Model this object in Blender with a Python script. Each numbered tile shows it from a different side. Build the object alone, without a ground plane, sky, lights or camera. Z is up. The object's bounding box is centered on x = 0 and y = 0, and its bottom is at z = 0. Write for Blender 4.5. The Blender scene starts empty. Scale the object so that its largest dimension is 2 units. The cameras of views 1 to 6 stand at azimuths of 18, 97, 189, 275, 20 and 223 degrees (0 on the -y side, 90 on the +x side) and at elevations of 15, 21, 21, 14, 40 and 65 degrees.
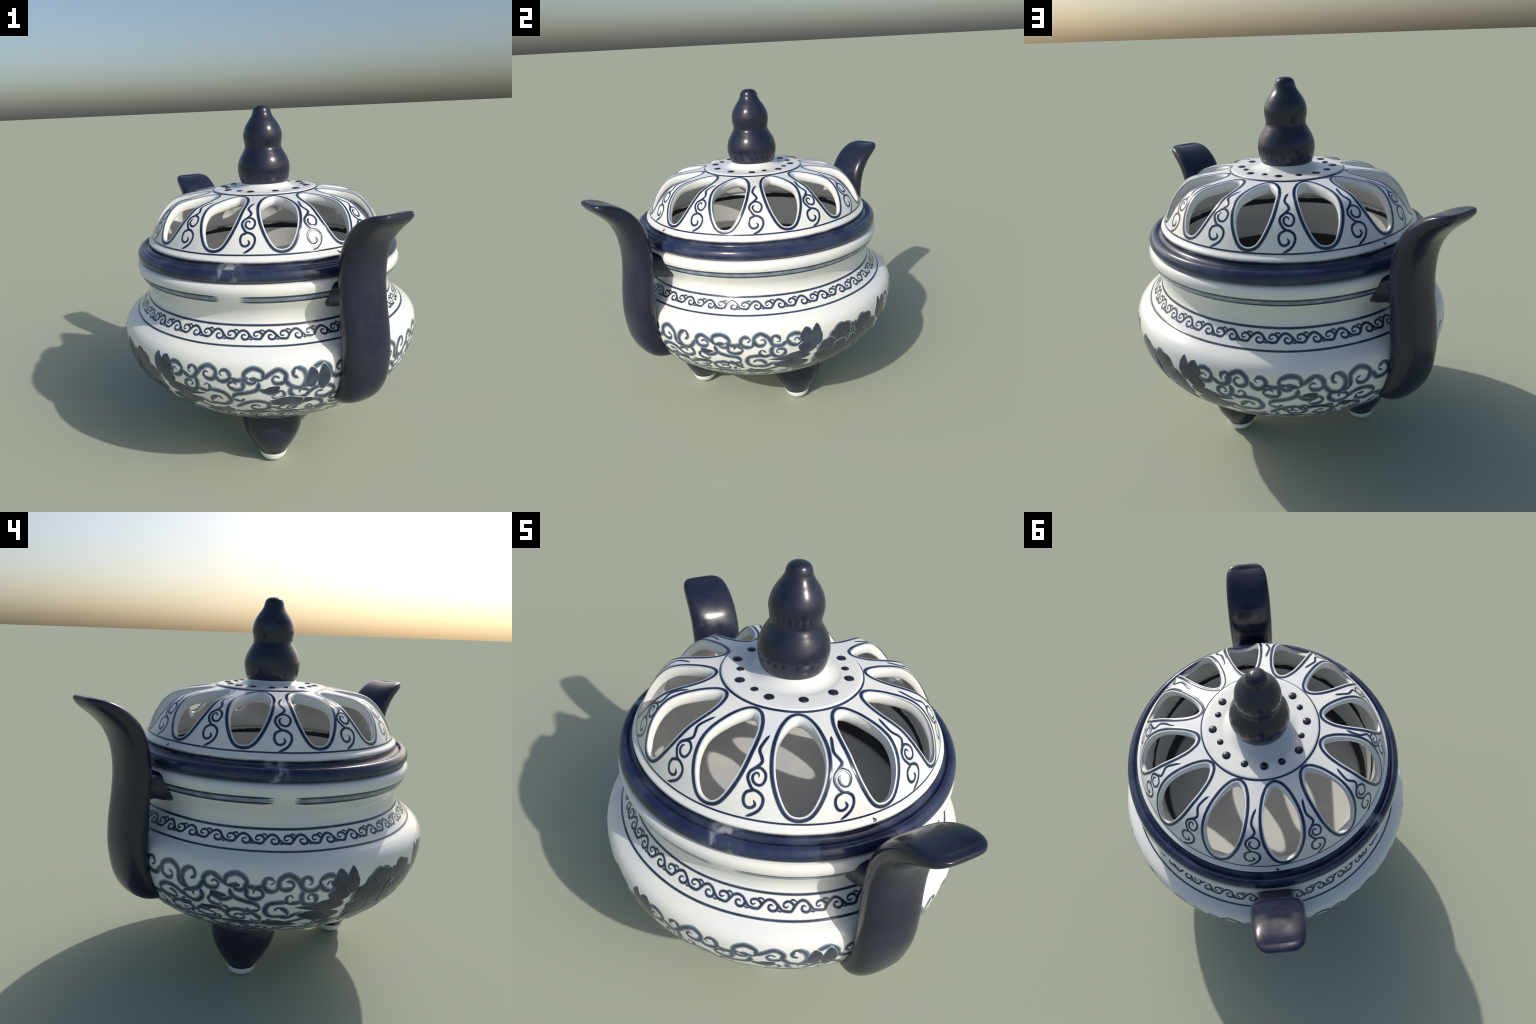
# Blue-and-white porcelain incense burner: footed pot, openwork lid with gourd finial, two upswept handles.
# Frame: metres, z up.  Azimuth a: direction (sin a, -cos a), so 0 = -y and 90 = +x.
import bpy, bmesh, math, random
import numpy as np
from mathutils import Vector

rng = random.Random(7)
PI = math.pi


# ------------------------------------------------------------------ small maths helpers
def catmull(pts, n=8, closed=False):
    """Centripetal-ish Catmull-Rom curve through pts (k x d array)."""
    p = np.asarray(pts, float)
    k = len(p)
    if closed:
        q = np.vstack([p[-1], p, p[0], p[1]])
    else:
        q = np.vstack([2 * p[0] - p[1], p, 2 * p[-1] - p[-2]])
    out = []
    for i in range(1, len(q) - 2):
        a, b, c, d = q[i - 1], q[i], q[i + 1], q[i + 2]
        t1 = 1e-9 + np.linalg.norm(b - a) ** .5
        t2 = t1 + 1e-9 + np.linalg.norm(c - b) ** .5
        t3 = t2 + 1e-9 + np.linalg.norm(d - c) ** .5
        for t in np.linspace(t1, t2, n, endpoint=False):
            A1 = (t1 - t) / t1 * a + t / t1 * b
            A2 = (t2 - t) / (t2 - t1) * b + (t - t1) / (t2 - t1) * c
            A3 = (t3 - t) / (t3 - t2) * c + (t - t2) / (t3 - t2) * d
            B1 = (t2 - t) / t2 * A1 + t / t2 * A2
            B2 = (t3 - t) / (t3 - t1) * A2 + (t - t1) / (t3 - t1) * A3
            out.append((t2 - t) / (t2 - t1) * B1 + (t - t1) / (t2 - t1) * B2)
    if not closed:
        out.append(p[-1])
    return np.array(out)


def resample(p, step, closed=False):
    p = np.asarray(p, float)
    if closed:
        p = np.vstack([p, p[:1]])
    L = np.r_[0, np.cumsum(np.linalg.norm(np.diff(p, axis=0), axis=1))]
    n = max(3, int(round(L[-1] / step)))
    s = np.linspace(0, L[-1], n + 1)
    if closed:
        s = s[:-1]
    return np.stack([np.interp(s, L, p[:, i]) for i in range(p.shape[1])], 1)


def polar(az, r, z):
    a = math.radians(az)
    return (r * math.sin(a), -r * math.cos(a), z)


# ------------------------------------------------------------------ surfaces of revolution
class Profile:
    """A smooth (r, z) curve made of runs; creases where runs meet.  t = arc length."""

    def __init__(self, runs, n=8):
        pts = []
        for run in runs:
            c = catmull(run, n) if len(run) > 2 else np.linspace(run[0], run[1], n)
            pts += list(c if not pts else c[1:])
        self.p = np.array(pts)
        self.t = np.r_[0, np.cumsum(np.linalg.norm(np.diff(self.p, axis=0), axis=1))]

    def rz(self, t):
        return np.interp(t, self.t, self.p[:, 0]), np.interp(t, self.t, self.p[:, 1])

    def normal(self, t, e=.004):
        r0, z0 = self.rz(t - e)
        r1, z1 = self.rz(t + e)
        nr, nz = z1 - z0, -(r1 - r0)
        l = np.hypot(nr, nz) + 1e-12
        return nr / l, nz / l

    def t_at_z(self, z):
        return float(np.interp(z, self.p[:, 1], self.t))

    def point(self, az, t, h=0.0):
        """Positions for arrays az (degrees), t, raised by h along the surface normal."""
        az, t = np.broadcast_arrays(np.asarray(az, float), np.asarray(t, float))
        r, z = self.rz(t)
        nr, nz = self.normal(t)
        r, z = r + nr * h, z + nz * h
        a = np.radians(az)
        return np.stack([r * np.sin(a), -r * np.cos(a), z], -1)


def new_object(name, verts, faces, mats, parent=None, smooth=True, uv=None, face_mat=None):
    me = bpy.data.meshes.new(name)
    me.from_pydata([tuple(map(float, v)) for v in verts], [], faces)
    for m in mats:
        me.materials.append(m)
    if face_mat is not None:
        me.polygons.foreach_set("material_index", np.asarray(face_mat, dtype=np.int32))
    if smooth:
        me.polygons.foreach_set("use_smooth", np.ones(len(me.polygons), dtype=bool))
    if uv is not None:
        layer = me.uv_layers.new(name="stroke")
        idx = np.empty(len(me.loops), dtype=np.int32)
        me.loops.foreach_get("vertex_index", idx)
        layer.data.foreach_set("uv", np.asarray(uv, float)[idx].ravel())
    me.update()
    ob = bpy.data.objects.new(name, me)
    bpy.context.scene.collection.objects.link(ob)
    if parent:
        ob.parent = parent
    return ob


def revolve(name, curve, mats, parent=None, seg=288, centre=(0, 0), wobble=None):
    """Solid of revolution of an (r, z) curve; r = 0 ends become poles."""
    verts, faces, rows = [], [], []
    for r, z in curve:
        if r < 1e-6:
            rows.append([len(verts)] * seg)
            verts.append((centre[0], centre[1], z))
        else:
            rows.append(list(range(len(verts), len(verts) + seg)))
            for k in range(seg):
                az = 360 * k / seg
                w = wobble(az, r, z) if wobble else 0
                x, y, zz = polar(az, r + w, z)
                verts.append((centre[0] + x, centre[1] + y, zz))
    for a, b in zip(rows, rows[1:]):
        for k in range(seg):
            j = (k + 1) % seg
            f = []
            for v in (a[k], a[j], b[j], b[k]):
                if v not in f:
                    f.append(v)
            if len(f) > 2:
                faces.append(f)
    return new_object(name, verts, faces, mats, parent)


# ------------------------------------------------------------------ materials
class Nodes:
    def __init__(self, name):
        self.m = bpy.data.materials.new(name)
        self.m.use_nodes = True
        self.t = self.m.node_tree
        self.b = self.t.nodes["Principled BSDF"]
        self.obj = self.t.nodes.new("ShaderNodeTexCoord").outputs["Object"]

    def link(self, a, b):
        self.t.links.new(a, b)

    def put(self, sock, v):
        if isinstance(v, bpy.types.NodeSocket):
            self.link(v, sock)
        elif isinstance(v, (tuple, list)) and len(v) == 3:
            sock.default_value = (*v, 1) if sock.type == "RGBA" else v
        else:
            sock.default_value = v

    def noise(self, scale, detail=3, rough=.5, vec=None, dist=0.0):
        n = self.t.nodes.new("ShaderNodeTexNoise")
        self.link(vec or self.obj, n.inputs["Vector"])
        n.inputs["Scale"].default_value = scale
        n.inputs["Detail"].default_value = detail
        n.inputs["Roughness"].default_value = rough
        n.inputs["Distortion"].default_value = dist
        return n.outputs["Fac"]

    def math(self, op, a, b=0.0, c=0.0):
        n = self.t.nodes.new("ShaderNodeMath")
        n.operation = op
        for s, v in zip(n.inputs, (a, b, c)):
            self.put(s, v)
        return n.outputs[0]

    def span(self, v, lo, hi, to0=0.0, to1=1.0):
        n = self.t.nodes.new("ShaderNodeMapRange")
        n.interpolation_type = "SMOOTHSTEP"
        for s, x in zip(n.inputs[:5], (v, lo, hi, to0, to1)):
            self.put(s, x)
        return n.outputs[0]

    def mix(self, f, a, b):
        n = self.t.nodes.new("ShaderNodeMix")
        n.data_type = "RGBA"
        self.put(n.inputs[0], f)
        self.put(n.inputs[6], a)
        self.put(n.inputs[7], b)
        return n.outputs[2]

    def xyz(self, vec=None):
        n = self.t.nodes.new("ShaderNodeSeparateXYZ")
        self.link(vec or self.obj, n.inputs[0])
        return n.outputs

    def bump(self, h, strength, dist=.002):
        n = self.t.nodes.new("ShaderNodeBump")
        n.inputs["Strength"].default_value = strength
        n.inputs["Distance"].default_value = dist
        self.link(h, n.inputs["Height"])
        self.link(n.outputs[0], self.b.inputs["Normal"])

    def finish(self, colour, rough=.2, spec=.5, coat=0.0):
        self.put(self.b.inputs["Base Color"], colour)
        self.put(self.b.inputs["Roughness"], rough)
        self.b.inputs["Specular IOR Level"].default_value = spec
        self.b.inputs["Coat Weight"].default_value = coat
        self.b.inputs["Coat Roughness"].default_value = .08
        return self.m


INK = (.012, .018, .040)
INK_SOFT = (.042, .054, .082)


def white_glaze(n):
    """Colour of bare glaze: milky white with faint warm and bluish clouds."""
    a = n.span(n.noise(3.2, 4), .35, .68)
    b = n.span(n.noise(9.0, 5, .6), .48, .75)
    c = n.mix(a, (.79, .79, .735), (.73, .75, .74))
    return n.mix(n.math("MULTIPLY", b, .35), c, (.68, .74, .80))


def seam_smear(n):
    """Pale smears over the cobalt, copied from texture-projection faults of the scan, at two azimuths."""
    x, y, z = n.xyz()
    az = n.math("ARCTAN2", x, n.math("MULTIPLY", y, -1.0))
    total = None
    for deg, half in ((1.0, .11), (-84.0, .10)):
        d = n.math("ABSOLUTE", n.math("SUBTRACT", az, math.radians(deg)))
        w = n.span(d, half * .3, half, 1.0, 0.0)
        total = w if total is None else n.math("MAXIMUM", total, w)
    patch = n.span(n.noise(15, 3, .55, dist=.6), .46, .62)
    return n.math("MULTIPLY", total, patch)


def mat_porcelain():
    n = Nodes("white_porcelain")
    n.bump(n.noise(14, 3), .12, .004)
    return n.finish(white_glaze(n), .16)


def cobalt_colour(n):
    a = n.span(n.noise(4.5, 4, .55), .35, .7)
    b = n.span(n.noise(22, 5, .65), .55, .78)
    c = n.mix(a, (.010, .013, .032), (.019, .022, .040))
    return n.mix(n.math("MULTIPLY", b, .15), c, (.036, .042, .056))


def mat_cobalt():
    n = Nodes("cobalt_glaze")
    n.bump(n.noise(9, 4, .5), .15, .006)
    r = n.span(n.noise(18, 4, .6), .3, .75, .16, .30)
    return n.finish(cobalt_colour(n), r)


def mat_rim():
    n = Nodes("rim_cobalt")
    x, y, z = n.xyz()
    a = n.span(n.noise(7, 4, .6), .35, .7)
    c = n.mix(a, (.012, .020, .062), (.035, .048, .095))
    c = n.mix(n.math("MULTIPLY", seam_smear(n), .75), c, (.30, .34, .40))
    n.bump(n.noise(16, 4, .5), .12, .004)
    return n.finish(c, .17)


def mat_lid():
    """White glaze; the flange below the ledge fades into cobalt."""
    n = Nodes("lid_porcelain")
    x, y, z = n.xyz()
    zz = n.math("ADD", z, n.math("MULTIPLY", n.math("SUBTRACT", n.noise(11, 3), .5), .010))
    f = n.span(zz, 1.2450, 1.2570, 1.0, 0.0)
    a = n.span(n.noise(7, 4, .6), .35, .7)
    blue = n.mix(a, (.014, .020, .056), (.050, .060, .100))
    blue = n.mix(n.math("MULTIPLY", seam_smear(n), .7), blue, (.36, .39, .42))
    n.bump(n.noise(14, 3), .12, .004)
    return n.finish(n.mix(f, white_glaze(n), blue), .15)


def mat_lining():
    """Unpainted inside of pot and lid: dull grey, a ragged dark seam and baked corner shade painted as a dark ring above the floor."""
    n = Nodes("inner_grey")
    x, y, z = n.xyz()
    rag = n.math("MULTIPLY", n.math("SUBTRACT", n.noise(6.5, 5, .65), .5), .055)
    up = n.span(n.math("ADD", z, rag), 1.172, 1.182, 1.0, 0.0)
    seam = n.math("MULTIPLY", up, n.span(z, 1.146, 1.152))
    band = n.math("MULTIPLY", n.span(z, .930, .945, 1.0, 0.0), n.span(z, .842, .858))  # occlusion shade of the wall-floor corner, put into the colour
    c = n.mix(n.span(n.noise(5, 4), .3, .7), (.66, .66, .62), (.60, .60, .58))
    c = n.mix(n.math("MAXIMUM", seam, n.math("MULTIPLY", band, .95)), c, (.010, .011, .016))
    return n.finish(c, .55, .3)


def mat_stroke(name, ink, core, edge, halo, vary):
    """Brush stroke: ink in the middle of the ribbon, bleeding to bare glaze at its border."""
    n = Nodes(name)
    tc = n.t.nodes.new("ShaderNodeUVMap")
    tc.uv_map = "stroke"
    u = n.xyz(tc.outputs[0])[0]
    d = n.math("ABSOLUTE", n.math("SUBTRACT", n.math("MULTIPLY", u, 2.0), 1.0))
    d = n.math("ADD", d, n.math("MULTIPLY", n.math("SUBTRACT", n.noise(38, 3, .6), .5), vary))
    white = white_glaze(n)
    c = n.mix(n.span(d, (core + edge) / 2, .98), halo, white)
    tone = n.mix(n.span(n.noise(16, 4), .35, .7), ink, tuple(v * 1.7 + .006 for v in ink))
    c = n.mix(n.span(d, core, edge), tone, c)
    return n.finish(c, .17)


def mat_petal():
    """Washed-in petal: dark ink with a pale reserved contour along its border."""
    n = Nodes("petal_wash")
    tc = n.t.nodes.new("ShaderNodeUVMap")
    tc.uv_map = "stroke"
    u = n.xyz(tc.outputs[0])[0]
    d = n.math("ADD", u, n.math("MULTIPLY", n.math("SUBTRACT", n.noise(30, 3, .6), .5), .05))
    tone = n.mix(n.span(n.noise(13, 5, .6), .3, .72), (.030, .040, .058), (.062, .074, .098))
    pale = n.math("MULTIPLY", n.span(d, .845, .885), n.span(d, .915, .95, 1.0, 0.0))
    pale = n.math("MULTIPLY", pale, n.span(n.noise(8, 2), .42, .58, .12, .85))
    c = n.mix(pale, tone, (.34, .41, .48))
    return n.finish(c, .2)


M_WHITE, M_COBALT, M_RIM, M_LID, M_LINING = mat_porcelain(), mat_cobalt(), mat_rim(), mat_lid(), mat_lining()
M_FINE = mat_stroke("lid_ink", INK, .36, .66, (.42, .50, .64), .10)
M_LEAFINK = mat_stroke("leaf_ink", (.034, .043, .062), .84, .985, (.20, .25, .32), .10)
M_SCROLL = mat_stroke("scroll_ink", INK_SOFT, .10, .82, (.36, .44, .52), .22)
M_BAND = mat_stroke("border_ink", (.022, .029, .048), .28, .74, (.42, .50, .60), .18)
M_PETAL = mat_petal()


# ------------------------------------------------------------------ brush strokes laid on a surface
class Painting:
    """Collects strokes and washes: shallow relief, crowned in the middle, border sunk under the glaze."""

    def __init__(self, profile, top=.0011, sink=.0011):
        self.s, self.top, self.sink = profile, top, sink
        self.v, self.f, self.uv = [], [], []

    def metric(self, az0, t):
        return np.radians(1.0) * np.maximum(self.s.rz(t)[0], .02)

    def stroke(self, pts, half, closed=False, taper=(1, 1), lift=0.0, smooth=6):
        """pts: (azimuth, t) control points; half: half width incl. soft border."""
        p = np.asarray(pts, float)
        az0 = p[:, 0].mean()
        k = float(self.metric(az0, p[:, 1].mean()))
        q = np.stack([(p[:, 0] - az0) * k, p[:, 1]], 1)
        q = catmull(q, smooth, closed) if len(q) > 2 else q
        q = resample(q, min(.006, half * .8), closed)
        n = len(q)
        d = np.roll(q, -1, 0) - np.roll(q, 1, 0)
        if not closed:
            d[0], d[-1] = q[1] - q[0], q[-1] - q[-2]
        d /= np.linalg.norm(d, axis=1)[:, None] + 1e-12
        nrm = np.stack([-d[:, 1], d[:, 0]], 1)
        w = np.full(n, half)
        if not closed:
            L = np.r_[0, np.cumsum(np.linalg.norm(np.diff(q, axis=0), axis=1))]
            for dist, tp in ((L, taper[0]), (L[-1] - L, taper[1])):
                if tp:
                    x = np.clip(dist / (half * tp), 0, 1)
                    w = w * np.maximum(np.sqrt(np.clip(1 - (1 - x) ** 2, 0, 1)), .12)
        # never wider than the bend allows, or the ribbon would fold over itself
        ang = np.abs(np.gradient(np.unwrap(np.arctan2(d[:, 1], d[:, 0]))))
        step = np.linalg.norm(np.gradient(q, axis=0), axis=1) + 1e-9
        room = .92 * step / np.maximum(ang, 1e-6)
        room = np.minimum(room, np.minimum(np.roll(room, 1), np.roll(room, -1)))
        w = np.minimum(w, np.maximum(room, .2 * half))
        if not closed:
            for _ in range(3):
                w[1:-1] = np.minimum(w[1:-1], (w[:-2] + w[1:-1] + w[2:]) / 3)
        base = len(self.v)
        A = np.array([-1, -.55, 0, .55, 1])
        H = np.array([-self.sink, self.top * .35, self.top, self.top * .35, -self.sink])
        for j, a in enumerate(A):
            o = q + nrm * (a * w)[:, None]
            az = az0 + q[:, 0] / k + nrm[:, 0] * a * w / self.metric(az0, q[:, 1])
            P = self.s.point(az, o[:, 1], H[j] + (lift if abs(a) < .9 else 0))
            self.v += list(P)
            self.uv += [((a + 1) / 2, i / n) for i in range(n)]
        m = n if closed else n - 1
        for j in range(4):
            for i in range(m):
                i2 = (i + 1) % n
                self.f.append((base + j * n + i, base + j * n + i2, base + (j + 1) * n + i2, base + (j + 1) * n + i))

    def ring(self, t, half, a0=0, a1=360, lift=0.0, wav=0.0):
        az = np.arange(a0, a1, 1.25) if a1 - a0 >= 360 else np.linspace(a0, a1, max(6, int((a1 - a0) / 1.25)))
        n = len(az)
        closed = a1 - a0 >= 360
        A = np.array([-1, -.55, 0, .55, 1])
        H = np.array([-self.sink, self.top * .35, self.top, self.top * .35, -self.sink])
        w = np.full(n, half)
        if not closed:
            x = np.minimum(np.arange(n), np.arange(n)[::-1]) / 3.0
            w = w * np.clip(x + .15, 0, 1)
        tt = t + wav * (np.sin(np.radians(az * 5 + 40)) + .6 * np.sin(np.radians(az * 11)))
        base = len(self.v)
        for j, a in enumerate(A):
            self.v += list(self.s.point(az, tt + a * w, H[j] + (lift if abs(a) < .9 else 0)))
            self.uv += [((a + 1) / 2, i / n) for i in range(n)]
        for j in range(4):
            for i in range(n if closed else n - 1):
                i2 = (i + 1) % n
                self.f.append((base + j * n + i, base + j * n + i2, base + (j + 1) * n + i2, base + (j + 1) * n + i))

    def wash(self, outline, lift=0.0, uv_c=0.0, grow=1.0, ripple=0.0, lobes=5, phase=0.0):
        """Filled shape from a closed outline in (azimuth, t)."""
        p = np.asarray(outline, float)
        az0 = p[:, 0].mean()
        k = float(self.metric(az0, p[:, 1].mean()))
        q = np.stack([(p[:, 0] - az0) * k, p[:, 1]], 1)
        q = resample(catmull(q, 8, True), .007, True)
        n = len(q)
        c = q.mean(0)
        th = np.arctan2(q[:, 1] - c[1], q[:, 0] - c[0])
        q = c + (q - c) * (grow * (1 + ripple * np.abs(np.sin(lobes * th / 2 + phase)) - ripple / 2))[:, None]
        base = len(self.v)
        rings = ((1.0, -self.sink), (.965, self.top * .4), (.88, self.top), (.7, self.top * 1.1), (.45, self.top * 1.15), (.2, self.top * 1.2))
        for sc, h in rings:
            o = c + (q - c) * sc
            self.v += list(self.s.point(az0 + o[:, 0] / k, o[:, 1], h + (lift if sc < .99 else 0)))
            self.uv += [((1 - uv_c) * sc + uv_c, i / n) for i in range(n)]
        self.v.append(self.s.point(az0 + c[0] / k, c[1], self.top * 1.2 + lift))
        self.uv.append((uv_c, 0))
        m = len(rings)
        for j in range(m - 1):
            for i in range(n):
                i2 = (i + 1) % n
                self.f.append((base + j * n + i, base + j * n + i2, base + (j + 1) * n + i2, base + (j + 1) * n + i))
        for i in range(n):
            self.f.append((base + (m - 1) * n + i, base + (m - 1) * n + (i + 1) % n, base + m * n))

    def build(self, name, mat, parent):
        # faces wind either way round; make every normal point off the surface
        V = np.array(self.v)
        faces = []
        for f in self.f:
            a, b, c = V[f[0]], V[f[1]], V[f[2]]
            nn = np.cross(b - a, c - a)
            m = (a + b + c) / 3
            out = np.array([m[0], m[1], m[2] - self.ref(m)])
            faces.append(f if nn @ out >= 0 else tuple(reversed(f)))
        ob = new_object(name, self.v, faces, [mat], parent, uv=self.uv)
        ob["kind"] = "stuff"
        return ob

    def ref(self, m):
        return .8


def spiral(ca, ct, radius, k, start, turns, hand, r_end=.18, n=26):
    """Control points of a curl about (azimuth ca, t ct); k = metres per degree."""
    out = []
    for i in range(n):
        f = i / (n - 1)
        r = radius * (1 - (1 - r_end) * f)
        a = math.radians(start) + hand * 2 * PI * turns * f
        out.append((ca + r * math.cos(a) / k, ct + r * math.sin(a)))
    return out


# ------------------------------------------------------------------ the thing
root = bpy.data.objects.new("incense_burner", None)
bpy.context.scene.collection.objects.link(root)
root["label"] = "blue and white porcelain incense burner with openwork lid, gourd finial and two handles"
root["category"] = "incense burner"

# ---- pot
BOTTOM = [(0, .326), (.30, .326), (.50, .326), (.555, .3285), (.574, .3380), (.584, .3500), (.600, .3590), (.620, .3635), (.638, .3690)]
BULGE = [(.638, .369), (.660, .3825), (.703, .414), (.757, .462), (.80, .507), (.833, .556), (.863, .622), (.878, .69),
         (.882, .745), (.876, .787), (.860, .815), (.837, .833), (.803, .852), (.768, .886), (.732, .934)]
COLLAR = [(.732, .934), (.7235, .955), (.7215, .976), (.7235, .996), (.730, 1.015), (.741, 1.035), (.753, 1.055), (.765, 1.076), (.775, 1.098), (.7805, 1.120),
          (.777, 1.141), (.766, 1.1535), (.748, 1.1590), (.728, 1.1600)]
pot = Profile([BOTTOM, BULGE, COLLAR])
body = revolve("body", pot.p, [M_WHITE], root, seg=384)

RIM = [(.726, 1.1590), (.748, 1.1605), (.763, 1.168), (.7715, 1.179), (.7725, 1.193), (.767, 1.2095), (.757, 1.2215), (.745, 1.2265), (.733, 1.2240), (.7235, 1.2165), (.700, 1.2150)]
revolve("rim", np.vstack([catmull(RIM, 8), [(.690, 1.2140)]]), [M_RIM], body, seg=384)

LINING = [(.690, 1.2140), (.664, 1.205), (.634, 1.180), (.625, 1.140), (.624, 1.03), (.623, .95), (.619, .890), (.600, .852), (.570, .842), (.48, .840), (.25, .838), (0, .837)]
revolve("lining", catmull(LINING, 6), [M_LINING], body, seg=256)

# ---- feet: bulbous cobalt legs with a bare white toe
FOOT = [(.0815, .0565), (.0850, .065), (.099, .086), (.127, .127), (.148, .165), (.163, .203), (.172, .247), (.175, .290), (.172, .332), (.145, .365), (.08, .385), (0, .388)]
TOE = [(0, 0), (.030, .001), (.052, .007), (.068, .020), (.0775, .038), (.0818, .0575), (.070, .060), (0, .062)]


def lean(ob, az, slope=.115):
    """The legs splay: their upper parts sit closer to the axis than the toes."""
    dx, dy, _ = polar(az, 1, 0)
    for v in ob.data.vertices:
        k = slope * max(0.0, v.co.z - .03)
        v.co.x -= dx * k
        v.co.y -= dy * k
    return ob


for az, r in ((15.0, .436), (132.0, .385), (259.5, .436)):
    cx, cy, _ = polar(az, r, 0)
    foot = lean(revolve("foot", catmull(FOOT, 6), [M_COBALT], root, seg=72, centre=(cx, cy)), az)
    lean(revolve("toe", catmull(TOE, 5), [M_WHITE], foot, seg=64, centre=(cx, cy)), az)


# ---- handles: flat straps, curved into the bulge below and flaring out to a lip on top
def handle_mesh():
    # spine (rho, z), half thickness, half width, in the vertical plane through the axis
    S = [(.745, .560, .050, .112), (.800, .564, .054, .120), (.856, .590, .056, .126), (.893, .648, .055, .130), (.9125, .735, .0535, .132),
         (.915, .82, .0560, .132), (.908, .92, .0550, .131), (.895, 1.04, .0505, .128), (.886, 1.14, .0500, .128), (.888, 1.22, .0505, .128), (.899, 1.29, .0510, .128),
         (.923, 1.352, .0500, .127), (.960, 1.406, .0475, .126), (1.006, 1.447, .0440, .123), (1.054, 1.476, .0370, .118), (1.092, 1.493, .0275, .109), (1.116, 1.503, .0175, .092), (1.130, 1.508, .0070, .068), (1.132, 1.5085, .001, .052)]
    c = catmull(S, 6)
    d = np.gradient(c[:, :2], axis=0)
    d /= np.linalg.norm(d, axis=1)[:, None]
    nrm = np.stack([-d[:, 1], d[:, 0]], 1)        # towards the pot / upward
    n = 64
    th = np.linspace(0, 2 * PI, n, endpoint=False)
    e = np.where(np.sin(th) > 0, 2 / 3.2, 2 / 2.45)
    cu = np.sign(np.cos(th)) * np.abs(np.cos(th)) ** e
    cv = np.sign(np.sin(th)) * np.abs(np.sin(th)) ** e
    V, F = [], []
    for i in range(len(c)):
        r, z, ht, hw = c[i]
        # the lip keeps its full crown
        lip = np.clip((r - .93) / .12, 0, 1)
        for u, v in zip(cu, cv):
            off = v * ht * (1.05 if v > 0 else 1.32 - .12 * lip) + (lip * (.004 - .014 * (1 - u * u) * np.clip((1.131 - r) / .03, 0, 1)) if v > 0 else 0)
            V.append((hw * 1.03 * u, -(r + nrm[i, 0] * off), z + nrm[i, 1] * off))
    for i in range(len(c) - 1):
        for k in range(n):
            j = (k + 1) % n
            F.append((i * n + k, i * n + j, (i + 1) * n + j, (i + 1) * n + k))
    F.append(tuple(range((len(c) - 1) * n, len(c) * n)))
    F.append(tuple(reversed(range(n))))
    return V, F


def strut_mesh():
    """Short bracket joining the strap to the collar of the pot; wider where it meets the pot."""
    V, F = [], []
    rows = [(.715, .990, 1.152, .112), (.760, 1.002, 1.148, .106), (.800, 1.016, 1.142, .094), (.830, 1.014, 1.145, .090), (.870, .998, 1.152, .096)]
    n = 20
    for r, z0, z1, hw in rows:
        for k in range(n):
            a = 2 * PI * k / n
            u = math.copysign(abs(math.cos(a)) ** .5, math.cos(a))
            v = math.copysign(abs(math.sin(a)) ** .5, math.sin(a))
            V.append((hw * u, -r, (z0 + z1) / 2 + (z1 - z0) / 2 * v))
    for i in range(len(rows) - 1):
        for k in range(n):
            j = (k + 1) % n
            F.append((i * n + k, i * n + j, (i + 1) * n + j, (i + 1) * n + k))
    F.append(tuple(range(n)))
    F.append(tuple(reversed(range((len(rows) - 1) * n, len(rows) * n))))
    return V, F


def fix_normals(ob):
    bm = bmesh.new()
    bm.from_mesh(ob.data)
    bmesh.ops.recalc_face_normals(bm, faces=bm.faces)
    bm.to_mesh(ob.data)
    bm.free()


handle = new_object("handle", *handle_mesh(), [M_COBALT], root)
strut = new_object("strut", *strut_mesh(), [M_COBALT], handle)
fix_normals(handle)
fix_normals(strut)
handle.rotation_euler.z = math.radians(47)
other = handle.copy()
other.rotation_euler.z = math.radians(227)
bpy.context.scene.collection.objects.link(other)
s2 = strut.copy()
s2.parent = other
bpy.context.scene.collection.objects.link(s2)

# ---- lid: dome with twelve pear-shaped openings
DOME = [(.682, 1.284), (.668, 1.315), (.651, 1.352), (.628, 1.394), (.592, 1.440), (.547, 1.476), (.500, 1.493), (.430, 1.505), (.370, 1.513), (.312, 1.521)]
dome = Profile([DOME], 12)
T_LID = dome.t[-1]
THICK = .056
SEG = 24                       # divisions of a 30 degree bay
SIDE = 36
BAY0 = 23.0
HOLE_AT = [.3, 0, .2, .9, -.6, -1.0, -.1, .2, .7, 1.5, -.8, -.1]          # hand-cut: each opening sits a little off its bay
HOLE_WIDE = [1, .97, 1, .96, .97, .95, .98, 1, .99, .99, 1, .98]

# half opening (degrees of azimuth) against t up the dome, to the painted contour
HOLE_T = np.array([.014, .019, .030, .050, .096, .150, .195, .234, .288, .339, .390, .415, .445, .462, .471])
HOLE_W = np.array([0.0, 2.3, 3.9, 5.4, 7.6, 9.5, 10.6, 11.2, 11.6, 11.4, 10.4, 9.3, 7.0, 4.3, 0.0])


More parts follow.
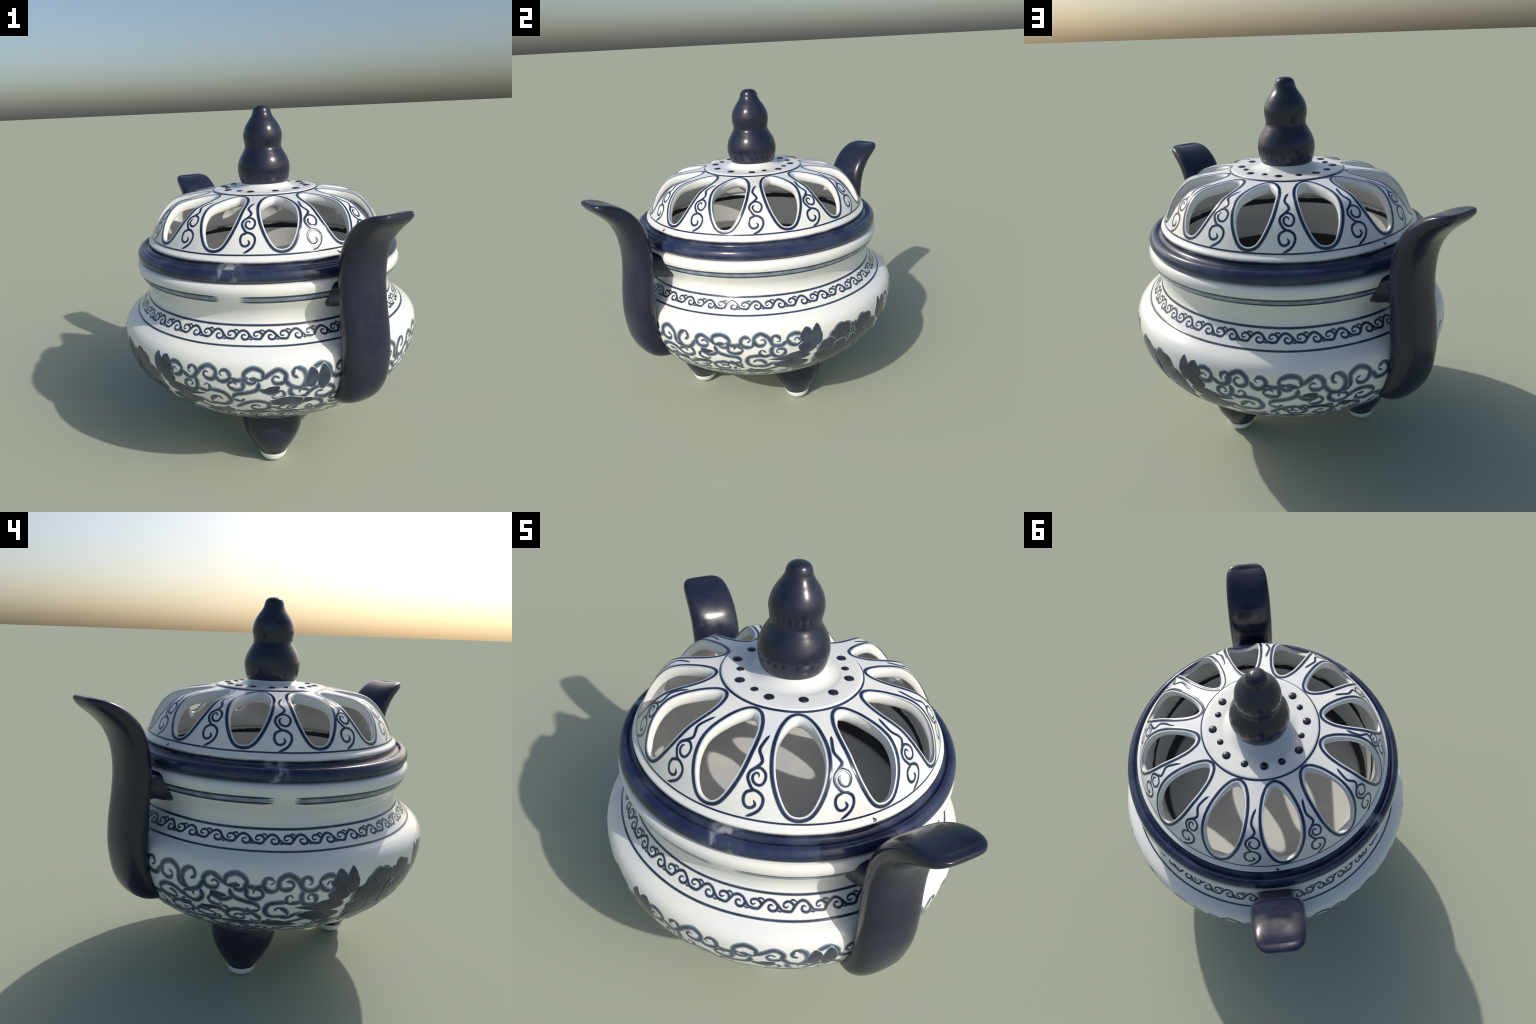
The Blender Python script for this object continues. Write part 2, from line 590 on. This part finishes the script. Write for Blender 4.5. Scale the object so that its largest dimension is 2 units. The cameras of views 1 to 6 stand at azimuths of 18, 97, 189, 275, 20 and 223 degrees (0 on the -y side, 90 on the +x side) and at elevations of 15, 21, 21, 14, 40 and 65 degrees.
def hole_outline(bay):
    r = random.Random(100 + bay)
    wl, wr = HOLE_WIDE[bay] + r.uniform(-.01, .01), HOLE_WIDE[bay] + r.uniform(-.01, .01)
    lean = r.uniform(.3, 1.0)
    up = np.stack([HOLE_W * wr, HOLE_T], 1)
    down = np.stack([-HOLE_W * wl, HOLE_T], 1)[::-1][1:-1]
    q = np.vstack([up, down])
    q[:, 0] += lean * (q[:, 1] / .24 - .8) * .6 + HOLE_AT[bay]
    q[:, 1] = .245 + (q[:, 1] - .245) * (1 + r.uniform(-.012, .010))
    # smooth in near-metric coordinates
    m = np.stack([q[:, 0] * .0095, q[:, 1]], 1)
    c = resample(catmull(m, 8, True), .006, True)
    c = np.stack([c[:, 0] / .0095, c[:, 1]], 1)
    return c


HOLES = [hole_outline(b) for b in range(12)]


def inset(q, dist):          # dist: metres, a number or one per point
    """Move a closed (azimuth, t) outline inwards by dist metres."""
    k = np.radians(1) * dome.rz(q[:, 1])[0]
    d = np.roll(q, -2, 0) - np.roll(q, 2, 0)
    dx, dy = d[:, 0] * k, d[:, 1]
    l = np.hypot(dx, dy) + 1e-9
    return np.stack([q[:, 0] - dy / l * dist / k, q[:, 1] + dx / l * dist], 1)


LV, LF, LM = [], [], []


def lid_faces(rows, mat):
    n = len(rows[0])
    for a, b in zip(rows, rows[1:]):
        for k in range(n):
            j = (k + 1) % n
            LF.append((a[k], a[j], b[j], b[k]))
            LM.append(mat)


def add_row(P):
    i = len(LV)
    LV.extend(map(tuple, P))
    return list(range(i, i + len(P)))


for bay in range(12):
    az = BAY0 + 30 * bay
    # border of the bay, anticlockwise from the lower right corner seen from outside
    ts = np.linspace(0, T_LID, SIDE + 1)
    xs = np.linspace(-15, 15, SEG + 1)
    B = [(15, t) for t in ts[:-1]] + [(x, T_LID) for x in xs[::-1][:-1]] + [(-15, t) for t in ts[::-1][:-1]] + [(x, 0) for x in xs[:-1]]
    B = np.array(B)
    q = HOLES[bay]
    edge = inset(q, .004)
    c = np.array([edge[:, 0].mean(), .25])
    sx = .0095
    ang_e = np.unwrap(np.arctan2(edge[:, 1] - c[1], (edge[:, 0] - c[0]) * sx))
    ang_b = np.unwrap(np.arctan2(B[:, 1] - c[1], (B[:, 0] - c[0]) * sx))
    # hole points matched to border points: half by direction, half by running length
    fb = (ang_b - ang_b[0]) / (2 * PI)
    m0 = np.mod(ang_b[0] - ang_e[0], 2 * PI)
    ee = np.vstack([edge, edge[:1]])
    ae = np.r_[ang_e, ang_e[0] + 2 * PI]
    tgt = ang_e[0] + np.mod(m0 + fb * 2 * PI, 2 * PI)
    loop = np.stack([np.interp(tgt, ae, ee[:, 0]), np.interp(tgt, ae, ee[:, 1])], 1)
    rows_o, rows_i = [], []
    for f in np.linspace(0, 1, 9) ** 1.25:                   # from border (0) to hole edge (1), painted side
        o = B * (1 - f) + loop * f
        rows_o.append(add_row(dome.point(az + o[:, 0], o[:, 1])))
    # rounded cut edge: thin and sharp at the sill, thick and softly rolled in at the top
    g = np.clip(loop[:, 1] / T_LID, 0, 1)
    sill = THICK * np.interp(g, [0, .15, .45, .75, 1], [.46, .52, .85, 1.0, 1.0])
    fillet = np.interp(g, [0, .3, .7, .92, 1], [.004, .007, .011, .022, .026])
    rim_rows = [rows_o[-1]]
    for s in np.linspace(0, 1, 13)[1:]:
        a = s * PI
        ins = fillet * (math.sin(a) ** .8 if s < 1 else 0)
        dep = sill * (1 - math.cos(a)) / 2
        o = inset(loop, ins)
        rim_rows.append(add_row(dome.point(az + o[:, 0], o[:, 1], -dep)))
    for f in np.linspace(1, 0, 7)[1:]:
        o = B * (1 - f) + loop * f
        rows_i.append(add_row(dome.point(az + o[:, 0], o[:, 1], -(THICK * (1 - f) + sill * f))))
    lid_faces(rows_o, 0)
    lid_faces(rim_rows, 0)
    lid_faces([rim_rows[-1]] + rows_i, 1)

# top plate (a slightly raised disc) and flange, turned; columns line up with the bays
SEGS = 12 * SEG
COL = [BAY0 - 15 + 30 * k / SEG for k in range(SEGS)]


def turned(curve, mat, start=None):
    rows = []
    for r, z in curve:
        if r < 1e-6:
            LV.append((0, 0, z))
            rows.append([len(LV) - 1] * SEGS)
        else:
            rows.append(add_row([polar(a, r, z) for a in COL]))
    for a, b in zip(rows, rows[1:]):
        for k in range(SEGS):
            j = (k + 1) % SEGS
            f = []
            for v in (a[k], a[j], b[j], b[k]):
                if v not in f:
                    f.append(v)
            LF.append(tuple(f))
            LM.append(mat)


DISC = [(.312, 1.521), (.3065, 1.5245), (.301, 1.5305), (.293, 1.5325), (.25, 1.5345), (.215, 1.5345), (.200, 1.5325), (.180, 1.5345), (.160, 1.542), (.142, 1.553), (.132, 1.562)]
turned(np.vstack([catmull(DISC, 4), [(.06, 1.566), (0, 1.566)]]), 0)
FLANGE = [(.682, 1.284), (.6840, 1.2775), (.6895, 1.2715), (.6970, 1.2665), (.7035, 1.2590), (.7030, 1.2490), (.7010, 1.2380), (.7030, 1.2275), (.7140, 1.2190), (.7190, 1.2165), (.700, 1.2160)]
turned(catmull(FLANGE, 4), 0)


def inner_pt(t):
    r, z = dome.rz(t)
    nr, nz = dome.normal(t)
    return (float(r - nr * THICK), float(z - nz * THICK))


turned([inner_pt(T_LID), (.24, 1.468), (.12, 1.470), (0, 1.470)], 1)
turned([inner_pt(0), (.626, 1.235), (.630, 1.205), (.632, 1.190), (.646, 1.190), (.672, 1.2080), (.700, 1.2160)], 1)

bm = bmesh.new()
bv = [bm.verts.new(v) for v in LV]
for f, m in zip(LF, LM):
    try:
        face = bm.faces.new([bv[i] for i in f])
        face.material_index = m
        face.smooth = True
    except ValueError:
        pass
bmesh.ops.remove_doubles(bm, verts=bm.verts, dist=1e-4)
bmesh.ops.recalc_face_normals(bm, faces=bm.faces)
me = bpy.data.meshes.new("lid")
bm.to_mesh(me)
bm.free()
for m in (M_LID, M_LINING):
    me.materials.append(m)
lid = bpy.data.objects.new("lid", me)
bpy.context.scene.collection.objects.link(lid)
lid.parent = root

# finial: double gourd
GOURD = [(.118, 1.556), (.134, 1.561), (.1425, 1.578), (.149, 1.605), (.1535, 1.640), (.150, 1.672), (.1395, 1.703), (.120, 1.738), (.1075, 1.762),
         (.1085, 1.785), (.1135, 1.816), (.112, 1.845), (.103, 1.876), (.086, 1.906), (.066, 1.934), (.0565, 1.952), (.0515, 1.972), (.042, 1.988), (.024, 1.9975), (0, 2.0)]
revolve("finial", catmull(GOURD, 6), [M_COBALT], lid, seg=96)

# beads round the top plate: bigger ones alternate with smaller ones set further in
BEADS = [(357.5, .244, 1.1), (338.5, .232, .85), (316.5, .243, 1.1), (295, .222, .85), (275, .247, 1.1), (249.5, .238, 1.0), (227, .237, 1.1), (202.5, .235, .95),
         (177.3, .243, 1.1), (157, .226, .85), (137, .247, 1.1), (115.5, .231, .85), (96.5, .247, 1.1), (64, .239, 1.1), (30.7, .239, 1.05)]
bead_me = None
for az, r, k in BEADS:
    if bead_me is None:
        prof = catmull([(.0185, -.002), (.0175, .0025), (.0125, .0052), (.006, .0064), (0, .0068)], 4)
        b = revolve("bead", prof, [M_COBALT], lid, seg=28)
        bead_me = b.data
    else:
        b = bpy.data.objects.new("bead", bead_me)
        bpy.context.scene.collection.objects.link(b)
        b.parent = lid
    b.location = polar(az, r, 1.5335)
    b.scale = (k * 1.1, k * 1.1, 1.1)

# ---- painting on the lid
lidpaint = Painting(dome, .0012, .0012)
WAVE = [(.97, .339), (-.43, .303), (-1.16, .261), (.43, .231), (.81, .215), (-1.12, .191), (-2.81, .175), (-3.29, .152), (-2.01, .126), (-.79, .112),
        (1.13, .106), (2.88, .089), (3.13, .065), (2.10, .038), (.22, .019), (-2.06, .004)]
CURL_UP = [(-1.12, .190), (.61, .193), (2.66, .178), (3.07, .156), (1.96, .133), (.22, .131), (-1.26, .143), (-1.51, .163), (-.40, .174), (.60, .168), (.60, .157)]
CURL_LOW = [(-.79, .109), (-2.98, .096), (-3.56, .072), (-2.74, .047), (-1.35, .040), (.04, .046), (.65, .057), (-.14, .074)]
for bay in range(12):
    az = BAY0 + 30 * bay
    q = HOLES[bay]
    lidpaint.stroke(np.stack([az + q[:, 0], q[:, 1]], 1), .0142, closed=True, smooth=2)
    rib = az + 15 + (HOLE_AT[bay] + HOLE_AT[(bay + 1) % 12]) / 2 + rng.uniform(-.2, .2)
    sx, sy = 1 + rng.uniform(-.06, .06), rng.uniform(-.006, .006)

    def place(pts, j=.0):
        return [(rib + a * sx + rng.uniform(-j, j), min(max(t + sy, .004), T_LID)) for a, t in pts]

    top = place(WAVE[:7], .18)
    lidpaint.stroke(top, .0120, taper=(1, 0))
    lidpaint.stroke([top[-2]] + place(WAVE[6:]), .0115, taper=(0, 1))
    up = CURL_UP if bay % 2 else CURL_UP[:9]
    lidpaint.stroke(place(up), .0105, taper=(0, 1))
    lidpaint.stroke(place(CURL_LOW), .0115, taper=(0, 1))
lidpaint.build("lid_drawing", M_FINE, lid)

plate = Profile([FLANGE[::-1][2:], DOME, DISC], 8)
plate_lines = Painting(plate, .0011, .0011)
plate_lines.ring(plate.t_at_z(1.284), .0075, wav=.0008)
plate_lines.ring(plate.t_at_z(1.5235), .0095, wav=.0005)
marks = Painting(plate, .0012, .0012)
for az in (47.5, 228.5):                         # small fitting marks above each handle
    t0 = plate.t_at_z(1.2665)
    marks.wash([(az - .2, t0 + .011), (az + .35, t0 + .004), (az + 1.0, t0 - .002), (az + .5, t0 - .009), (az - .5, t0 - .008), (az - .45, t0)], uv_c=.5)
marks.build("fitting_mark", M_LEAFINK, lid)
plate_lines.build("lid_ring", M_FINE, lid)

# ---- painting on the pot
D0 = pot.t_at_z(.80)


def dt(d):
    return D0 - d


lines = Painting(pot, .0011, .0011)
wash = Painting(pot, .0006, .0011)
for a0, a1 in ((5.5, 276), (283, 357.5)):  # gaps repeat smears at the scan's texture seams
    wash.ring(pot.t_at_z(1.080), .030, a0, a1, wav=.0008)
    lines.ring(pot.t_at_z(1.095), .011, a0, a1, wav=.0008)
    lines.ring(pot.t_at_z(1.067), .013, a0, a1, wav=.0008)
wash.build("collar_wash", mat_stroke("collar_ink", (.17, .22, .27), .45, .95, (.40, .46, .50), .15), body)
lines.ring(pot.t_at_z(.936), .011, wav=.001)
lines.ring(pot.t_at_z(.8535), .010, wav=.001)
# wave border on the shoulder: 36 units of a small curl and a large curl on a running stem
UNITS = 36
for i in range(UNITS):
    a = i * 360 / UNITS
    j = lambda: rng.uniform(-.012, .012)
    S = 10.0
    yc = dt(-.149)
    g = .052 * (1 + rng.uniform(-.06, .06))

    def P(pts):
        return [(a + (x + j()) * S, yc + (y + j() * .6) * g) for x, y in pts]

    lines.stroke(P([(-.05, -.33), (.10, -.40), (.25, -.38), (.33, -.12), (.45, .28), (.58, .45), (.72, .34), (.86, -.06), (.95, -.33)]), .0118, taper=(0, 0))
    lines.stroke(P([(.34, -.05), (.28, .22), (.15, .36), (.03, .22), (.02, -.02), (.11, -.10), (.17, .05)]), .0108, taper=(0, 1))
    lines.stroke(P([(.17, .33), (.30, .50), (.45, .30)]), .0088)
    lines.stroke(P([(.83, -.02), (.82, -.30), (.70, -.46), (.58, -.33), (.57, -.06), (.66, .05), (.72, -.10)]), .0112, taper=(0, 1))
    lines.stroke(P([(.80, -.36), (.93, -.46), (1.0, -.34)]), .0088)
lines.build("border_drawing", M_BAND, body)

# scrolling vine on the bulge: one half motif, mirrored about two flowers
vine = Painting(pot, .0010, .0012)
leaves = Painting(pot, .0013, .0014)
flowers = Painting(pot, .0015, .0016)
VINE = {
    "a": [(22.4, .047), (25.2, .037), (27.7, .062), (26.7, .101), (24.0, .112), (23.0, .088), (24.6, .066), (25.6, .084)],
    "b": [(27.7, .074), (29.2, .097), (31.1, .104), (33.0, .087), (33.5, .056), (32.2, .037), (30.6, .047), (30.5, .071), (31.5, .076)],
    "c": [(33.0, .087), (34.2, .050), (37.2, .024), (39.6, .049), (39.2, .085), (37.3, .098), (35.6, .079), (36.2, .055), (37.5, .058)],
    "d": [(39.8, .066), (40.6, .097), (42.7, .104), (44.3, .080), (44.0, .050), (42.5, .041), (41.2, .055), (42.0, .073)],
    "stem": [(44.5, .078), (46.5, .092), (49.1, .085), (50.6, .075)],
    "e": [(49.1, .090), (48.9, .137), (46.5, .150), (44.2, .128), (44.8, .104), (46.4, .101), (47.0, .121)],
    "f": [(32.9, .099), (33.5, .132), (32.9, .167), (31.2, .183), (29.0, .172), (28.7, .137), (30.5, .122), (31.7, .141), (30.7, .156)],
    "g": [(33.3, .160), (35.5, .172), (37.2, .168), (37.9, .140), (36.6, .124), (35.6, .144)],
    "h": [(36.6, .165), (39.6, .164), (42.5, .179), (43.5, .223), (41.8, .259), (39.0, .264), (36.4, .250), (37.4, .213), (39.8, .199), (40.9, .222)],
    "i": [(39.0, .264), (36.2, .271), (33.7, .243), (28.9, .241)],
    "j": [(43.3, .283), (39.8, .330), (33.9, .300), (29.9, .281), (27.1, .319), (27.8, .360), (31.0, .352)],
    "k": [(50.6, .080), (54.8, .085), (55.0, .045), (51.9, .028), (49.0, .058), (49.9, .103), (52.2, .104), (53.0, .080), (51.7, .070)],
    "l": [(54.8, .085), (57.0, .060), (59.8, .038), (62.0, .062), (61.5, .102), (59.0, .110), (57.6, .090), (58.9, .070), (60.1, .080)],
    "m": [(62.0, .075), (64.2, .128), (67.3, .138), (69.2, .095), (68.2, .046), (65.8, .034), (64.9, .068), (66.4, .088)],
    "n": [(67.3, .138), (70.6, .120), (71.0, .055), (73.9, .024), (77.0, .050), (76.6, .100), (74.4, .112), (72.9, .088), (74.4, .068)],
    "o": [(77.0, .062), (79.5, .105), (82.5, .095), (83.5, .055), (81.4, .030), (79.8, .056), (81.2, .075)],
    "p": [(54.5, .100), (53.6, .143), (50.0, .166), (46.5, .178), (45.6, .210), (48.0, .225), (49.6, .205)],
    "q": [(53.6, .143), (57.0, .168), (60.6, .155), (61.8, .182), (59.6, .206), (57.2, .192), (58.6, .176)],
    "r": [(64.2, .128), (63.6, .170), (66.0, .205), (69.4, .190), (69.6, .160), (67.2, .152), (66.4, .174)],
    "s": [(69.4, .190), (73.0, .150), (77.0, .150), (79.4, .185), (76.8, .222), (73.2, .210), (73.4, .182), (75.8, .178)],
    "t": [(45.0, .285), (48.6, .240), (53.0, .222), (56.4, .246), (55.8, .290), (52.2, .300), (50.6, .274), (52.8, .256), (54.0, .272)],
    "u": [(56.4, .246), (60.0, .230), (64.0, .242), (66.6, .275), (64.4, .310), (61.0, .302), (60.6, .274), (63.0, .266)],
    "v": [(66.6, .275), (69.4, .236), (74.0, .246), (75.6, .285), (72.4, .318), (69.6, .296), (71.4, .272)],
    "w": [(76.0, .245), (80.0, .215), (84.0, .235), (84.6, .280), (81.0, .300), (79.0, .270), (81.4, .254)],
    "x": [(40.0, .372), (45.0, .335), (50.0, .345), (52.0, .385), (48.0, .408), (45.0, .386), (47.4, .366)],
    "y": [(52.0, .362), (56.6, .332), (61.6, .350), (62.4, .392), (58.4, .410), (56.0, .382), (58.6, .366)],
    "z": [(62.6, .360), (67.0, .338), (72.0, .352), (73.6, .392), (69.6, .412), (66.6, .386), (69.0, .368)],
    "low": [(73.6, .380), (77.6, .335), (82.6, .345), (84.6, .385), (81.0, .410)],
    "hem": [(26.0, .395), (30.0, .418), (34.6, .392), (38.0, .414), (43.0, .430), (48.0, .440), (55.0, .432), (62.0, .442), (70.0, .434), (78.0, .440), (86.0, .430)],
    "hem_low": [(14.0, .452), (22.0, .440), (30.0, .462), (38.0, .455), (46.0, .468), (55.0, .460), (65.0, .470), (75.0, .462), (88.0, .468)],
}
# washed leaves and the flower, same coordinates (mirrored too)
LEAVES = [
    [(22.9, .046), (21.4, .019), (19.6, .028), (18.4, .060), (18.0, .120), (19.6, .128), (22.0, .105), (23.3, .074)],
    [(18.9, .070), (17.8, .035), (16.6, .011), (15.0, .050), (14.2, .095), (15.2, .134), (17.4, .142), (18.8, .118)],
    [(23.8, .128), (21.6, .104), (18.6, .118), (17.2, .150), (19.6, .178), (23.0, .168)],
    [(34.6, .196), (30.0, .188), (25.0, .166), (20.6, .170), (19.0, .205), (22.4, .232), (28.0, .222)],
    [(33.4, .250), (28.6, .226), (23.0, .238), (19.8, .264), (21.4, .302), (26.4, .312), (30.6, .286)],
    [(26.0, .330), (21.0, .316), (16.2, .330), (14.2, .368), (18.0, .392), (24.0, .378)],
    [(44.2, .310), (40.0, .300), (36.0, .316), (33.0, .350), (37.0, .372), (42.0, .352)],
    [(60.8, .130), (58.0, .128), (56.2, .142), (58.0, .156), (60.6, .148)],
    [(64.4, .225), (61.0, .214), (57.6, .218), (60.0, .236), (63.4, .240)],
    [(72.0, .228), (69.6, .216), (67.4, .224), (69.4, .252), (71.8, .246)],
    [(57.0, .318), (52.6, .310), (48.0, .316), (50.6, .336), (55.4, .338)],
    [(67.0, .322), (63.2, .316), (59.6, .326), (62.4, .344), (66.2, .340)],
    [(78.0, .312), (75.0, .308), (72.6, .324), (75.0, .342), (77.8, .332)],
]
PETALS = [      # (half motif) scalloped petals round the flower heart, back ones first
    [(10.9, .120), (10.4, .082), (8.4, .058), (5.6, .046), (3.0, .054), (1.4, .078), (1.2, .130), (5.0, .165), (9.4, .158)],
    [(15.6, .150), (13.4, .122), (10.6, .116), (8.6, .140), (8.8, .190), (11.6, .215), (15.0, .200)],
    [(16.6, .215), (14.0, .190), (10.4, .196), (8.4, .230), (9.6, .278), (13.2, .296), (16.4, .262)],
    [(8.9, .205), (8.4, .168), (5.8, .150), (3.2, .172), (2.6, .222), (4.6, .258), (7.6, .248)],
    [(9.6, .300), (8.0, .262), (4.8, .256), (1.8, .282), (1.6, .330), (5.0, .362), (8.8, .345)],
    [(16.0, .318), (13.6, .288), (10.4, .298), (8.8, .340), (10.8, .382), (14.6, .380)],
    [(9.6, .385), (6.6, .356), (3.2, .362), (1.2, .392), (3.0, .432), (7.6, .430)],
]
_half = [(1.0, .092), (2.6, .062), (5.6, .047), (8.6, .060), (10.6, .090), (12.0, .118), (14.6, .130), (16.4, .165), (17.0, .230), (17.6, .300), (17.0, .360), (14.0, .405), (9.0, .440), (3.0, .452)]
GROUND = _half + [(-a, d) for a, d in _half[::-1]]
HEART = [[(2.9, .205), (1.6, .150), (0, .132), (-1.6, .150), (-2.9, .205), (-2.4, .262), (0, .290), (2.4, .262)],
         [(1.5, .080), (0.6, .098), (0, .150), (-.6, .098), (-1.5, .080), (-1.0, .060), (0, .072), (1.0, .060)]]
for centre in (135.0, 318.0):
    for sgn in (-1, 1):
        wob = random.Random(int(centre) + sgn)

        def put(pts, j=.25):
            sh = wob.uniform(-.5, .5)
            return [(centre + sgn * (a + sh * min(1, a / 20) + wob.uniform(-j, j)), dt(d * 1.0 + wob.uniform(-j, j) * .010)) for a, d in pts]

        for key, pts in VINE.items():
            half = .0245 if key not in ("hem", "hem_low") else .022
            vine.stroke(put(pts), half, taper=(.6, .9))
        for k, pts in enumerate(LEAVES):
            leaves.wash(put(pts, .3), lift=.0002 * (k % 3), uv_c=.5, grow=1.14, ripple=.06, lobes=6, phase=k)
        for k, pts in enumerate(PETALS):
            flowers.wash(put(pts, .12), lift=.0004 * k, grow=1.10, ripple=.16, lobes=5 + k % 3, phase=.7 * k)
    leaves.wash([(centre + a, dt(d)) for a, d in GROUND], lift=-.0004, uv_c=.5, grow=1.05, ripple=.05, lobes=13)
    for k, pts in enumerate(HEART):
        flowers.wash([(centre + a, dt(d)) for a, d in pts], lift=.0032 - .002 * k)
fill = random.Random(5)
for row, d in enumerate((.345, .395, .440, .478, .300, .235)):
    a = 4.0 * row
    while a < 360:
        near = min(abs((a - c + 180) % 360 - 180) for c in (135, 318))
        if near > 19 and not (row in (0, 4, 5) and near < 46):
            k = math.radians(1) * float(pot.rz(dt(d))[0])
            hand = fill.choice((-1, 1))
            pts = spiral(a, dt(d + fill.uniform(-.008, .008)), fill.uniform(.020, .030), k, fill.uniform(0, 360), fill.uniform(.9, 1.35), hand, .2, 16)
            vine.stroke(pts, .0185, taper=(.6, .9), smooth=2)
        a += fill.uniform(5.0, 7.5)
# small spray that fills the field behind each handle
for centre in (47.0, 227.0):
    for sgn in (-1, 1):
        for pts in ([(1, .05), (4, .03), (6.5, .06), (5, .10), (2.6, .09), (3.4, .065)], [(0, .12), (3, .16), (6, .14), (6.6, .18), (3.4, .21), (1.6, .18)],
                    [(0, .23), (3, .27), (6, .25), (6.4, .30), (3, .32)], [(0, .34), (4, .36), (7, .33)]):
            vine.stroke([(centre + sgn * a, dt(d)) for a, d in pts], .0245, taper=(.6, .9))
# one dark leaf pair beside the handle, as on the front right of the pot
for pts in ([(29.0, .030), (27.4, .060), (27.0, .130), (29.6, .150), (31.4, .090), (30.6, .046)],
            [(33.0, .020), (31.2, .070), (31.0, .140), (33.0, .172), (35.4, .120), (35.0, .055)],
            [(27.0, .215), (22.0, .190), (17.0, .205), (15.0, .245), (20.0, .262), (25.6, .250)]):
    leaves.wash([(a, dt(d)) for a, d in pts], lift=.0008, uv_c=.5)
vine.build("vine_drawing", M_SCROLL, body)
leaves.build("leaf_drawing", M_LEAFINK, body)
flowers.build("flower_drawing", M_PETAL, body)
